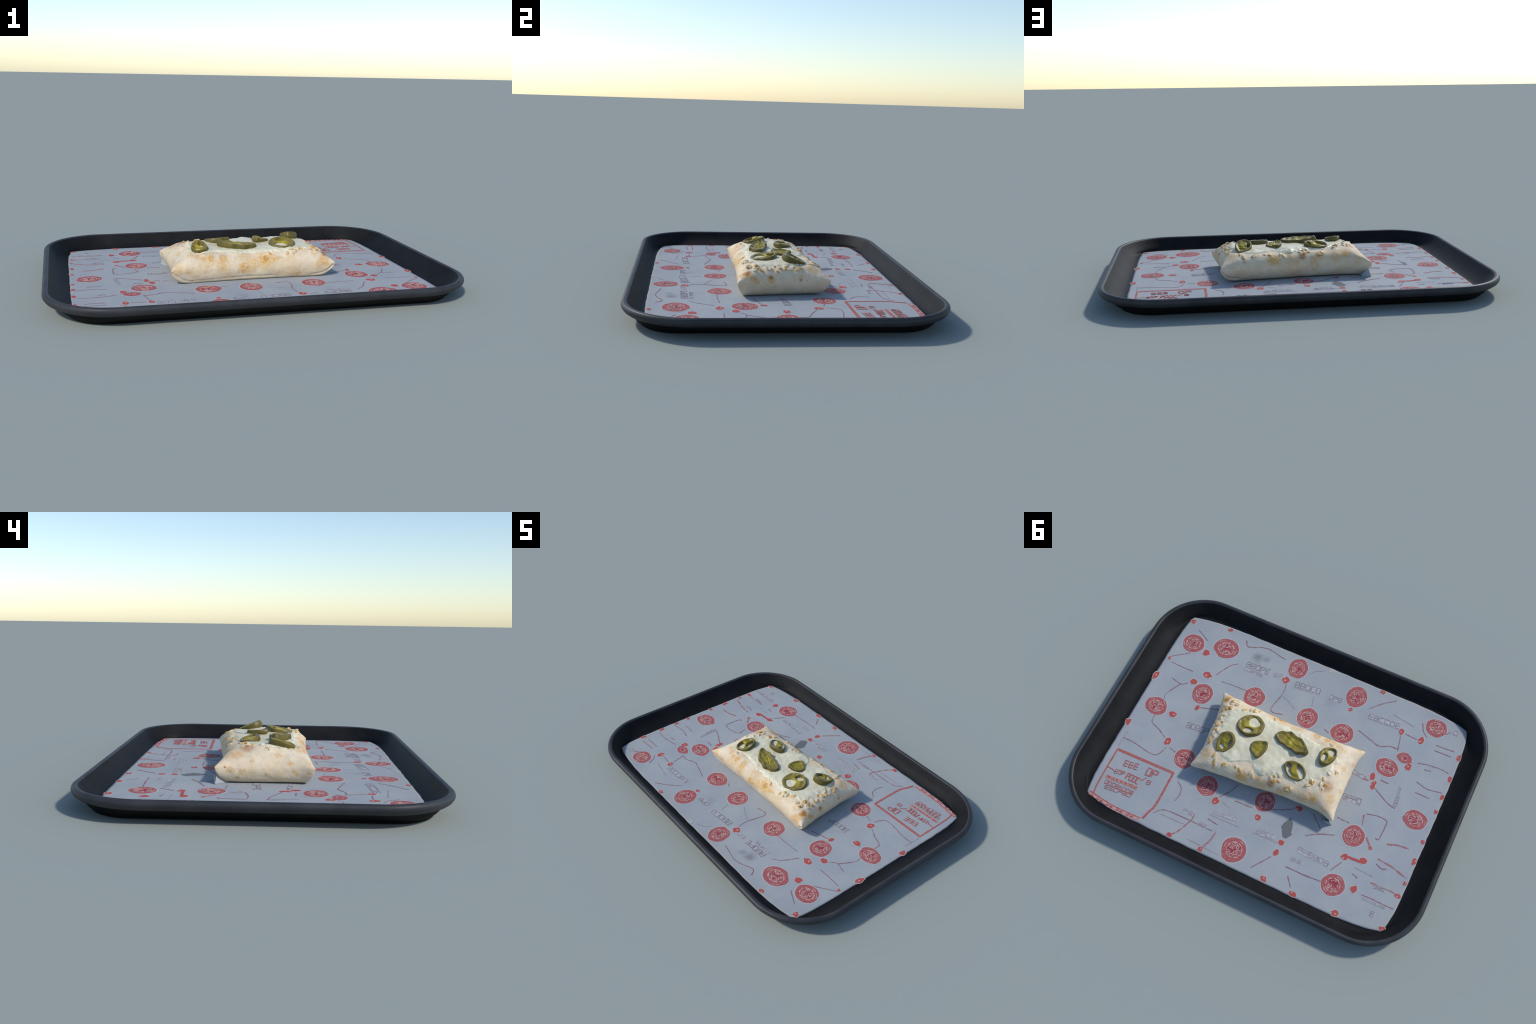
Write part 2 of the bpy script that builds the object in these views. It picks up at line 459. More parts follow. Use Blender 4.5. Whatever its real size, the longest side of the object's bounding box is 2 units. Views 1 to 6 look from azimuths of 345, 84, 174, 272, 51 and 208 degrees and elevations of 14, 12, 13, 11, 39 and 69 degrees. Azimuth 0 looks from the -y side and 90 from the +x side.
BROWN = [
    ((0.391, -0.158, 0.140), 0.020, 1.0), ((-0.036, 0.177, 0.146), 0.026, 0.95), ((-0.127, 0.172, 0.150), 0.016, 0.9),
    ((-0.309, 0.070, 0.164), 0.034, 0.75), ((0.342, 0.166, 0.150), 0.040, 0.40), ((0.398, -0.043, 0.118), 0.012, 0.9),
    ((0.384, -0.170, 0.130), 0.014, 0.8), ((-0.335, -0.124, 0.150), 0.006, 0.9), ((0.376, -0.197, 0.108), 0.034, 0.55),
    ((-0.345, 0.120, 0.148), 0.036, 0.45), ((-0.238, -0.173, 0.139), 0.020, 0.5), ((-0.197, -0.162, 0.149), 0.020, 0.45),
    ((-0.139, -0.172, 0.140), 0.026, 0.55), ((-0.085, -0.178, 0.128), 0.016, 0.45), ((-0.399, 0.165, 0.100), 0.007, 0.95),
    ((-0.399, 0.143, 0.084), 0.024, 0.45), ((-0.384, -0.112, 0.121), 0.020, 0.5), ((-0.396, -0.068, 0.097), 0.013, 0.45),
    ((-0.348, -0.058, 0.148), 0.018, 0.45), ((-0.380, 0.052, 0.128), 0.014, 0.4), ((-0.268, -0.160, 0.147), 0.022, 0.5),
    ((0.077, -0.175, 0.128), 0.018, 0.6), ((0.130, 0.200, 0.150), 0.012, 0.7), ((-0.268, 0.162, 0.150), 0.014, 0.6),
    ((0.360, -0.200, 0.095), 0.026, 0.4), ((-0.035, -0.187, 0.088), 0.014, 0.5), ((0.388, 0.104, 0.105), 0.010, 0.6),
    ((0.275, 0.180, 0.158), 0.010, 0.6), ((-0.300, 0.100, 0.160), 0.026, 0.4), ((-0.350, 0.160, 0.130), 0.040, 0.25),
]

def mat_tortilla():
    m = NT('baked_tortilla', 0.62, 0.22)
    wob = m.wobble(45, 0.022)
    wob2 = m.wobble(90, 0.012)
    n = m.noise(14, 5, 0.6)
    fine = m.noise(150, 4, 0.65)
    c = m.mix(m.range(n, 0.35, 0.68), (0.69, 0.565, 0.405), (0.785, 0.67, 0.50))
    c = m.mix(m.range(fine, 0.45, 0.75, 0, 0.35), c, (0.60, 0.48, 0.33))
    # loose pale toasting over the shell
    broad = m.noise(6.5, 4, 0.6, dist=0.6)
    c = m.mix(m.range(broad, 0.49, 0.68, 0, 0.36), c, (0.66, 0.43, 0.19))
    fleck = m.noise(24, 6, 0.75, m.mapping(loc=(3, 1, 7)), 0.4)
    c = m.mix(m.math('MULTIPLY', m.range(fleck, 0.56, 0.68), m.range(broad, 0.42, 0.56, 0.12, 0.85)), c, (0.60, 0.32, 0.07))
    oil = m.noise(17, 5, 0.7, m.mapping((1, 1.6, 1.6), loc=(9, 3, 2)), 0.8)
    c = m.mix(m.range(oil, 0.56, 0.70, 0, 0.50), c, (0.70, 0.51, 0.17))
    def gather(spots, w):
        acc = None
        for p, r, k in spots:
            f = m.math('MULTIPLY', m.spot(p, r * 1.2, w, 0.30), min(1.0, k * 1.05))
            acc = f if acc is None else m.math('MAXIMUM', acc, f)
        return acc
    g = m.math('MULTIPLY', gather(GOLDEN, wob), m.range(m.noise(85, 6, 0.8), 0.42, 0.55, 0.18, 1.0))
    c = m.mix(g, c, (0.62, 0.33, 0.055))
    tan = [q for q in BROWN if q[2] < 0.6]
    dark = [q for q in BROWN if q[2] >= 0.6]
    tn = m.math('MULTIPLY', gather(tan, wob), m.range(m.noise(95, 5, 0.8), 0.36, 0.58, 0.55, 1.5))
    c = m.mix(tn, c, (0.60, 0.335, 0.115))
    b = m.math('MULTIPLY', gather(dark, wob2), m.range(m.noise(120, 4, 0.75), 0.30, 0.60, 0.45, 1.0))
    c = m.mix(b, c, (0.36, 0.145, 0.035))
    dots = m.node('ShaderNodeTexVoronoi'); dots.inputs['Scale'].default_value = 75
    m.put(dots.inputs['Vector'], m.co.outputs['Object'])
    sparse = m.range(m.noise(11, 2, 0.5), 0.50, 0.60)
    d = m.math('MULTIPLY', m.range(dots.outputs['Distance'], 0.06, 0.16, 1.0, 0.0), sparse)
    c = m.mix(m.math('MULTIPLY', d, 0.6), c, (0.30, 0.17, 0.09))
    m.color(c)
    m.bump(m.noise(110, 5, 0.7), 0.35, 0.003)
    return m.mat

def mat_cheese():
    m = NT('melted_white_cheese', 0.42, 0.35)
    n = m.noise(18, 4, 0.6)
    c = m.mix(m.range(n, 0.32, 0.70), (0.66, 0.605, 0.420), (0.77, 0.715, 0.530))
    c = m.mix(m.range(m.noise(30, 3, 0.6), 0.60, 0.78, 0, 0.30), c, (0.62, 0.62, 0.36))
    c = m.mix(m.range(m.noise(12, 3, 0.6, m.mapping(loc=(4, 2, 1))), 0.62, 0.78, 0, 0.45), c, (0.47, 0.44, 0.45))
    m.color(c)
    m.b.inputs['Subsurface Weight'].default_value = 0.08
    m.b.inputs['Subsurface Radius'].default_value = (0.01, 0.008, 0.005)
    m.bump(m.noise(60, 4, 0.6), 0.25, 0.004)
    return m.mat

def mat_shred():
    m = NT('toasted_cheese_shred', 0.5, 0.3)
    info = m.node('ShaderNodeObjectInfo')
    n = m.noise(160, 3, 0.6)
    k = m.math('ADD', m.math('MULTIPLY', info.outputs['Random'], 0.85), m.math('MULTIPLY', n, 0.6))
    c = m.mix(m.range(k, 0.35, 0.85), (0.70, 0.60, 0.40), (0.60, 0.35, 0.10))
    c = m.mix(m.range(k, 0.95, 1.4), c, (0.33, 0.14, 0.045))
    m.color(c)
    return m.mat

def mat_flesh():
    m = NT('pickled_pepper_flesh', 0.40, 0.35)
    g = m.mapping((1, 1, 0.0)); q = m.mapping((0.058, 0.044, 1.0))
    ln = m.node('ShaderNodeVectorMath', operation='LENGTH'); m.put(ln.inputs[0], g)
    r = m.math('ADD', ln.outputs['Value'], m.math('MULTIPLY', m.math('SUBTRACT', m.noise(42, 4, 0.65, q), 0.5), 0.60))
    c = m.mix(m.range(r, 0.10, 0.75), (0.37, 0.295, 0.026), (0.230, 0.178, 0.030))
    c = m.mix(m.range(r, 0.66, 0.95), c, (0.190, 0.148, 0.040))
    c = m.mix(m.range(r, 1.0, 1.12), c, (0.140, 0.106, 0.026))
    c = m.mix(m.range(m.noise(90, 3, 0.6, q), 0.58, 0.78, 0, 0.5), c, (0.36, 0.29, 0.10))
    m.color(c)
    m.bump(m.noise(120, 4, 0.65, q), 0.4, 0.003)
    return m.mat

def mat_skin():
    m = NT('pickled_pepper_skin', 0.38, 0.35)
    n = m.noise(28, 4, 0.6, m.mapping((0.058, 0.044, 1.0)))
    c = m.mix(m.range(n, 0.3, 0.7), (0.096, 0.075, 0.014), (0.150, 0.118, 0.022))
    m.color(c)
    return m.mat

MAT_TORT, MAT_CHEESE, MAT_SHRED = mat_tortilla(), mat_cheese(), mat_shred()
MAT_FLESH, MAT_SKIN = mat_flesh(), mat_skin()

# ------------------------------------------------------------------ melted cheese
from mathutils.bvhtree import BVHTree
CHEESE_EDGE = [(0.350, -0.02), (0.344, 0.04), (0.332, 0.10), (0.312, 0.132), (0.272, 0.155), (0.224, 0.170), (0.172, 0.150),
               (0.116, 0.128), (0.085, 0.157), (0.04, 0.167), (-0.003, 0.158), (-0.05, 0.142), (-0.08, 0.128), (-0.115, 0.130),
               (-0.151, 0.132), (-0.20, 0.104), (-0.235, 0.074), (-0.285, 0.032), (-0.303, -0.01), (-0.312, -0.05),
               (-0.306, -0.10), (-0.268, -0.142), (-0.19, -0.128), (-0.12, -0.143), (-0.063, -0.156), (0.0, -0.150),
               (0.045, -0.154), (0.10, -0.149), (0.135, -0.151), (0.18, -0.158), (0.235, -0.150), (0.272, -0.134),
               (0.312, -0.135), (0.342, -0.095)]

def surface(tree, x, y):
    loc, nor, _, _ = tree.ray_cast(Vector((x, y, 0.5)), Vector((0, 0, -1)))
    return (loc, nor) if loc is not None else (Vector((x, y, 0.1)), Vector((0, 0, 1)))

def build_cheese(tree, parent):
    rim = [Vector((p[0], p[1], 0)) for p in catmull(CHEESE_EDGE, 12)]
    # ragged, fingered border
    c = Vector((0.01, 0.0, 0))
    rim2 = []
    for p in rim:
        d = (p - c)
        k = 1 + 0.045 * nz(p.x * 30, p.y * 30, 1.0) + 0.05 * nz(p.x * 75, p.y * 75, 5.0)
        rim2.append(c + d * k)
    n, rings = len(rim2), 46
    verts, faces = [], []
    for k in range(rings + 1):
        f = (k + 1) / (rings + 1)
        f = 1 - (1 - f) ** 1.6
        for p in rim2:
            q = c + (p - c) * f
            loc, nor = surface(tree, q.x, q.y)
            edge = (p - q).length
            h = -0.0015 + 0.0052 * smooth01(0.0, 0.030, edge) ** 0.9
            h += smooth01(0.0, 0.012, edge) * (0.0014 * nz(q.x * 40, q.y * 40, 2) + 0.0022 * abs(nz(q.x * 17, q.y * 17, 8)))
            h += 0.0030 * smooth01(0.06, 0.005, edge) * smooth01(0.0, 0.012, edge) * max(0, nz(q.x * 55, q.y * 55, 4)) * 1.6
            verts.append(loc + nor * h)
    loc, nor = surface(tree, c.x, c.y)
    verts.append(loc + nor * 0.004)
    for k in range(rings):
        for i in range(n):
            j = (i + 1) % n
            faces.append([k * n + i, (k + 1) * n + i, (k + 1) * n + j, k * n + j])
    for i in range(n):
        faces.append([len(verts) - 1, i, (i + 1) % n])
    me = mesh_from('melted_cheese', verts, faces)
    bm = bmesh.new(); bm.from_mesh(me)
    bmesh.ops.recalc_face_normals(bm, faces=bm.faces[:])
    if sum(f.normal.z for f in bm.faces) < 0:
        bmesh.ops.reverse_faces(bm, faces=bm.faces[:])
    bm.to_mesh(me); bm.free()
    me.materials.append(MAT_CHEESE)
    link(bpy.data.objects.new('melted_cheese', me), parent)
    return me

def capsule(length, r, seed):
    rnd = random.Random(seed)
    n, m = 9, 12
    verts, faces = [], []
    for i in range(n + 1):
        a = math.pi * i / n
        x = -math.cos(a) * (length / 2)
        rr = r * math.sin(max(0.02, min(math.pi - 0.02, a))) ** 0.55
        bend = r * 0.5 * math.sin(a * 1.3 + seed)
        for j in range(m):
            b = 2 * math.pi * j / m
            k = 1 + 0.42 * nz(x * 120, math.cos(b) * 2, seed * 3.7 + math.sin(b) * 2)
            verts.append((x, rr * k * math.cos(b) + bend, rr * k * math.sin(b) * 0.8))
    for i in range(n):
        for j in range(m):
            k = (j + 1) % m
            faces.append([i * m + j, i * m + k, (i + 1) * m + k, (i + 1) * m + j])
    faces.append(list(range(m))[::-1]); faces.append([n * m + j for j in range(m)])
    return mesh_from('cheese_shred', verts, faces)

def build_shreds(tree, parent):
    rnd = random.Random(21)
    kinds = [capsule(L, r, k) for k, (L, r) in enumerate(((0.014, 0.0056), (0.018, 0.0050), (0.012, 0.0064),
                                                          (0.024, 0.0044), (0.016, 0.0060)))]
    for me in kinds:
        me.materials.append(MAT_SHRED)
    jobs = []
    for x, y in SHRED_SPOTS:
        jobs.append((x, y, rnd.uniform(0, 180), rnd.choice(kinds), rnd.uniform(0.95, 1.5)))
    for x, y, a, L in SHRED_BARS:
        jobs.append((x, y, a, kinds[3], L / 0.024))
    for x, y, a, me, k in jobs:
        loc, nor = surface(tree, x, y)
        ob = bpy.data.objects.new('cheese_shred', me)
        zax = nor
        xax = Vector((math.cos(math.radians(a)), math.sin(math.radians(a)), 0))
        xax = (xax - zax * xax.dot(zax)).normalized()
        yax = zax.cross(xax)
        M = Matrix((xax, yax, zax)).transposed().to_4x4()
        ob.matrix_world = Matrix.Translation(loc - nor * rnd.uniform(0.0010, 0.0030)) @ M @ Matrix.Diagonal((k * rnd.uniform(0.7, 1.1), rnd.uniform(1.1, 2.1), rnd.uniform(0.9, 1.25), 1))
        link(ob, parent)

# ------------------------------------------------------------------ pepper slices
# centre of the cut face, facing direction, long axis, thickness, cut outline, openings
SLICES = [
    ((0.195, -0.063, 0.189), (0.02, -0.20, 1), (0.927, 0.374, 0.019), 0.030,
     [(0.004, -0.063), (-0.040, -0.056), (-0.068, -0.020), (-0.068, 0.009), (-0.048, 0.045), (-0.014, 0.058), (0.021, 0.059), (0.048, 0.041), (0.067, 0.010), (0.062, -0.028), (0.036, -0.054)],
     [[(0.002, -0.036), (-0.021, -0.043), (-0.042, -0.024), (-0.046, -0.007), (-0.025, 0.007), (0.001, 0.002), (0.005, -0.015)],
      [(0.034, 0.022), (0.020, 0.015), (-0.003, 0.022), (-0.009, 0.034), (0.007, 0.048), (0.027, 0.045), (0.036, 0.034)]]),
    ((0.274, 0.088, 0.193), (0.05, 0.42, 1), (0.176, 0.877, -0.447), 0.034,
     [(-0.031, -0.040), (-0.052, -0.022), (-0.060, 0.004), (-0.050, 0.025), (-0.031, 0.041), (-0.003, 0.044), (0.026, 0.035), (0.045, 0.025), (0.051, 0.007), (0.058, -0.013), (0.043, -0.026), (0.015, -0.038), (-0.011, -0.043)],
     [[(0.015, -0.016), (0.014, -0.001), (0.023, 0.013), (0.034, 0.004), (0.032, -0.010)],
      [(-0.016, 0.019), (-0.026, 0.024), (-0.012, 0.035), (0.008, 0.032), (0.006, 0.022)]]),
    ((0.101, 0.039, 0.190), (0.1, 0.05, 1), (0.327, 0.942, -0.080), 0.020,
     [(0.020, -0.037), (-0.002, -0.045), (-0.025, -0.032), (-0.047, -0.004), (-0.054, 0.012), (-0.034, 0.030), (-0.005, 0.038), (0.028, 0.037), (0.046, 0.026), (0.041, 0.003), (0.032, -0.027)], []),
    ((-0.042, -0.067, 0.192), (0.10, 0.03, 1), (0.951, -0.233, -0.205), 0.034,
     [(0.087, 0.024), (0.094, 0.004), (0.078, -0.018), (0.060, -0.024), (0.036, -0.040), (-0.002, -0.036), (-0.030, -0.040), (-0.060, -0.029), (-0.080, -0.018), (-0.098, -0.006), (-0.096, 0.012), (-0.072, 0.020), (-0.052, 0.034), (-0.020, 0.031), (0.001, 0.036), (0.030, 0.033), (0.056, 0.036)], []),
    ((-0.244, -0.081, 0.191), (0.05, -0.25, 1), (0.131, 0.963, 0.234), 0.028,
     [(-0.003, -0.044), (-0.030, -0.037), (-0.050, -0.014), (-0.056, 0.011), (-0.039, 0.030), (-0.007, 0.037), (0.027, 0.031), (0.052, 0.017), (0.060, -0.006), (0.045, -0.027)],
     [[(0.016, -0.027), (-0.002, -0.023), (-0.001, -0.008), (0.021, 0.002), (0.044, -0.004), (0.040, -0.019)],
      [(-0.031, -0.014), (-0.045, 0.001), (-0.039, 0.019), (-0.012, 0.029), (-0.007, 0.011), (-0.017, -0.006)]]),
    ((-0.123, 0.070, 0.189), (-0.05, 0.22, 1), (0.960, -0.259, 0.105), 0.026,
     [(0.059, 0.010), (0.060, -0.009), (0.039, -0.030), (0.010, -0.042), (-0.023, -0.041), (-0.051, -0.025), (-0.062, -0.003), (-0.053, 0.024), (-0.023, 0.041), (0.007, 0.044), (0.036, 0.030)],
     [[(0.049, 0.003), (0.041, -0.009), (0.027, -0.005), (0.023, 0.011), (-0.001, 0.024), (0.003, 0.034), (0.031, 0.025)],
      [(0.004, -0.031), (-0.014, -0.033), (-0.039, -0.022), (-0.054, -0.002), (-0.046, 0.012), (-0.022, -0.001), (-0.002, -0.016)]]),
]

def inside(loop, x, y):
    r = False
    for (ax, ay), (bx, by) in zip(loop, loop[1:] + loop[:1]):
        if (ay > y) != (by > y) and x < (bx - ax) * (y - ay) / (by - ay) + ax:
            r = not r
    return r

def edge_dist(loop, x, y):
    best = 9.0
    for (ax, ay), (bx, by) in zip(loop, loop[1:] + loop[:1]):
        dx, dy = bx - ax, by - ay
        t = max(0, min(1, ((x - ax) * dx + (y - ay) * dy) / (dx * dx + dy * dy + 1e-12)))
        best = min(best, math.hypot(x - ax - t * dx, y - ay - t * dy))
    return best

def build_slice(k, spec, parent):
    cen, nor, ax, th, outline, holes = spec
    outer = [(p[0], p[1] * (1.10 if k == 3 else 1.0)) for p in catmull(outline, 6)]
    inner = []
    for h in holes:        # openings a little larger, to allow for the rounded edges
        hc = np.mean(np.array(h), axis=0)
        inner.append([tuple(hc + (np.array(p) - hc) * 1.16) for p in catmull(h, 5)])
    cu = bpy.data.curves.new('pepper_profile', 'CURVE')
    cu.dimensions = '2D'; cu.fill_mode = 'BOTH'
    cu.extrude = th / 2 - 0.0022; cu.bevel_depth = 0.0022; cu.bevel_resolution = 2; cu.offset = -0.0022
    for loop in [outer] + inner:
        sp = cu.splines.new('POLY'); sp.points.add(len(loop) - 1); sp.use_cyclic_u = True
        for p, q in zip(sp.points, loop):
            p.co = (q[0], q[1], 0, 1)
    tmp = link(bpy.data.objects.new('pepper_profile', cu))
    dg = bpy.context.evaluated_depsgraph_get()
    me = bpy.data.meshes.new_from_object(tmp.evaluated_get(dg))
    bpy.data.objects.remove(tmp)
    tmp = link(bpy.data.objects.new('pepper_blank', me))
    rm = tmp.modifiers.new('even', 'REMESH'); rm.mode = 'VOXEL'; rm.voxel_size = 0.0016
    dg = bpy.context.evaluated_depsgraph_get()
    out = bpy.data.meshes.new_from_object(tmp.evaluated_get(dg))
    bpy.data.objects.remove(tmp)
    out.name = 'pepper_slice'
    relax(out, 3)
    solid = not holes
    for v in out.vertices:
        x, y, z = v.co
        d = edge_dist(outer, x, y)
        top = smooth01(-th * 0.1, th * 0.35, z)
        # the wall stands proud as a rim, the middle has sunk and is lumpy
        sink = smooth01(0.004, 0.018, d)
        z -= top * sink * ((0.0040 if solid else 0.0038) + 0.0035 * nz(x * 45, y * 45, k * 3.0))
        if solid:      # seed slits torn in the flesh
            sl = abs(y - 0.006 * math.sin(x * 60 + k)) + 0.5 * max(0, abs(x) - 0.035)
            z -= top * 0.004 * smooth01(0.0045, 0.0, sl)
        # gentle curl
        z += 0.8 * x * x * (0.6 if k % 2 else -0.3) + (4.0 * max(0, y - 0.012) ** 2 + 6.0 * max(0, -0.02 - x) ** 2 if k == 2 else 0)
        z += (0.0045 * nz(x * 28, y * 28, k) if solid else 0.0028 * nz(x * 30, y * 30, k)) + 0.0014 * nz(x * 60, y * 60, z * 60 + k)
        if k == 3:     # torn tail at one end
            z += 0.005 * smooth01(-0.075, -0.10, x)
        g = 1 + 0.05 * (1 - (2 * (z + th / 2) / th - 1) ** 2) * smooth01(0.004, 0.0, d)
        v.co = (x * g, y * g, z - th / 2)
    out.update()
    out.polygons.foreach_set('use_smooth', [True] * len(out.polygons))
    out.materials.append(MAT_FLESH); out.materials.append(MAT_SKIN)
    for p in out.polygons:
        x, y, z = p.center
        d = edge_dist(outer, x, y)
        if d < 0.005 and p.normal.z < 0.55 and (p.normal.x * x + p.normal.y * y) > -0.002:
            p.material_index = 1
    hx = max(abs(p[0]) for p in outer); hy = max(abs(p[1]) for p in outer)
    for v in out.vertices:         # unit outline, sized again by the object, so colour can follow the radius
        v.co.x /= hx; v.co.y /= hy
    out.update()
    n = Vector(nor).normalized(); u = Vector(ax); u = (u - n * u.dot(n)).normalized(); v = n.cross(u)
    ob = bpy.data.objects.new('pepper_slice', out)
    ob.matrix_world = Matrix.Translation(Vector(cen)) @ Matrix((u, v, n)).transposed().to_4x4() @ Matrix.Diagonal((hx, hy, 1, 1))
    link(ob, parent)

# ------------------------------------------------------------------ print on the paper
def ink(name, col, col2, thr=(0.45, 0.75), rough=0.7):
    m = NT(name, rough, 0.15)
    c = m.mix(m.range(m.noise(120, 4, 0.7), thr[0], thr[1]), col, col2)
    m.color(c)
    return m.mat
INK_RED = ink('badge_red_ink', (0.365, 0.090, 0.094), (0.43, 0.185, 0.185), (0.42, 0.72))
INK_DARK = ink('badge_dark_ink', (0.31, 0.050, 0.070), (0.40, 0.08, 0.09))
INK_SPOT = ink('bright_red_ink', (0.43, 0.088, 0.078), (0.42, 0.17, 0.17), (0.55, 0.75))
INK_PALE = ink('bare_paper_stroke', (0.55, 0.38, 0.33), (0.45, 0.24, 0.23))
INK_HALO = ink('pale_print_halo', (0.435, 0.435, 0.425), (0.37, 0.385, 0.395))
INK_LINE = ink('thin_maroon_ink', (0.27, 0.13, 0.15), (0.34, 0.27, 0.29))
INK_FAINT = ink('faint_grey_ink', (0.30, 0.27, 0.29), (0.36, 0.35, 0.37))
INK_GREY = ink('grey_letter_ink', (0.215, 0.20, 0.215), (0.32, 0.31, 0.33), (0.40, 0.65))
INK_BOX = ink('letter_ground', (0.42, 0.415, 0.43), (0.36, 0.38, 0.40))
INK_STAMP = ink('stamp_red_ink', (0.39, 0.100, 0.085), (0.43, 0.22, 0.20), (0.42, 0.7))
INK_PINK = ink('worn_pink_ink', (0.48, 0.25, 0.24), (0.42, 0.33, 0.34))
INK_PATCH = ink('grey_patch', (0.145, 0.15, 0.16), (0.18, 0.185, 0.19))
INK_HEAVY = ink('dull_red_line_ink', (0.36, 0.13, 0.13), (0.36, 0.27, 0.28), (0.45, 0.65))
INKS = [INK_RED, INK_DARK, INK_SPOT, INK_PALE, INK_HALO, INK_LINE, INK_FAINT, INK_GREY, INK_BOX, INK_STAMP, INK_PINK, INK_PATCH, INK_HEAVY]
RED, DARK, SPOT, PALE, HALO, LINE, FAINT, GREY, BOX, STAMP, PINK, PATCH, HEAVYINK = range(13)

class Sheet:
    """Collects thin films of ink; every film has a top and a skirt down into the paper."""
    def __init__(self):
        self.v, self.f, self.m = [], [], []
        self.count = 0
    def layer(self, h):
        # no two films may lie in one plane
        self.count += 1
        return h + 0.000012 * (self.count % 45)
    def film(self, loop, h, mat):
        h = self.layer(h)
        area = sum(a[0] * b[1] - b[0] * a[1] for a, b in zip(loop, loop[1:] + loop[:1]))
        if area < 0:
            loop = loop[::-1]
        o, n = len(self.v), len(loop)
        self.v += [(p[0], p[1], PAPER + h) for p in loop] + [(p[0], p[1], PAPER - 0.0003) for p in loop]
        self.f.append([o + i for i in range(n)]); self.m.append(mat)
        for i in range(n):
            j = (i + 1) % n
            self.f.append([o + j, o + i, o + n + i, o + n + j]); self.m.append(mat)
    def ribbon(self, pts, w, h, mat, seed=0.0, ragged=0.35, curve=True, step=0.008):
        h = self.layer(h)
        P = [np.array(p, float) for p in pts]
        if curve and len(P) > 2:
            P = catmull(P, 6, closed=False)
        Q = [P[0]]
        for a, b in zip(P, P[1:]):
            k = max(1, int(np.linalg.norm(b - a) / step))
            Q += [a + (b - a) * (i + 1) / k for i in range(k)]
        L, R = [], []
        for i, p in enumerate(Q):
            t = Q[min(i + 1, len(Q) - 1)] - Q[max(i - 1, 0)]
            t = t / (np.linalg.norm(t) + 1e-9)
            nrm = np.array((-t[1], t[0]))
            ww = w * (1 + ragged * 1.6 * nz(p[0] * 60 + seed, p[1] * 60, seed)) / 2
            jit = nrm * w * ragged * 0.5 * nz(p[0] * 45, p[1] * 45, seed + 9)
            L.append(p + nrm * ww + jit); R.append(p - nrm * ww + jit)
        for i in range(len(Q) - 1):
            o = len(self.v)
            for q in (R[i], R[i + 1], L[i + 1], L[i]):
                self.v.append((q[0], q[1], PAPER + h))
            for q in (R[i], R[i + 1], L[i + 1], L[i]):
                self.v.append((q[0], q[1], PAPER - 0.0003))
            self.f += [[o, o + 1, o + 2, o + 3], [o + 1, o, o + 4, o + 5], [o + 3, o + 2, o + 6, o + 7]]
            self.m += [mat] * 3
    def make(self, name, parent, stuff=False, origin=None):
        v = self.v
        ob_loc = Vector((0, 0, 0))
        if origin is not None:
            ob_loc = Vector(origin)
            v = [(a - ob_loc.x, b - ob_loc.y, c - ob_loc.z) for a, b, c in v]
        me = mesh_from(name, v, self.f, smooth=False)
        used = sorted(set(self.m))
        for u in used:
            me.materials.append(INKS[u])
        me.polygons.foreach_set('material_index', [used.index(x) for x in self.m])
        ob = bpy.data.objects.new(name, me)
        ob.location = ob_loc
        if stuff:
            ob['kind'] = 'stuff'
        return link(ob, parent)

def blob(x, y, rx, ry, seed, rough=0.12, n=40, rot=0.0):
    out = []
    for i in range(n):
        a = 2 * math.pi * i / n
        k = 1 + rough * nz(math.cos(a) * 1.3, math.sin(a) * 1.3, seed) + rough * 0.35 * nz(math.cos(a) * 4, math.sin(a) * 4, seed + 5)
        px, py = rx * k * math.cos(a), ry * k * math.sin(a)
        out.append((x + px * math.cos(rot) - py * math.sin(rot), y + px * math.sin(rot) + py * math.cos(rot)))
    return out

BADGES = [(0.766, -0.446, 0.064, 0.057), (0.58, -0.495, 0.073, 0.062), (0.565, -0.181, 0.059, 0.062), (0.765, -0.003, 0.063, 0.054),
          (0.47, 0.209, 0.056, 0.057), (0.284, 0.295, 0.056, 0.057), (0.296, -0.287, 0.058, 0.059), (0.149, -0.555, 0.055, 0.064),
          (-0.221, -0.533, 0.058, 0.064), (-0.027, -0.297, 0.057, 0.060), (-0.238, -0.295, 0.062, 0.058), (-0.69, -0.545, 0.058, 0.053),
          (-0.537, -0.216, 0.063, 0.052), (-0.783, -0.008, 0.062, 0.053), (-0.528, 0.209, 0.057, 0.058), (-0.537, 0.491, 0.060, 0.058),
          (-0.032, 0.241, 0.053, 0.057), (-0.003, 0.544, 0.066, 0.066), (-0.600, -0.306, 0.041, 0.031)]

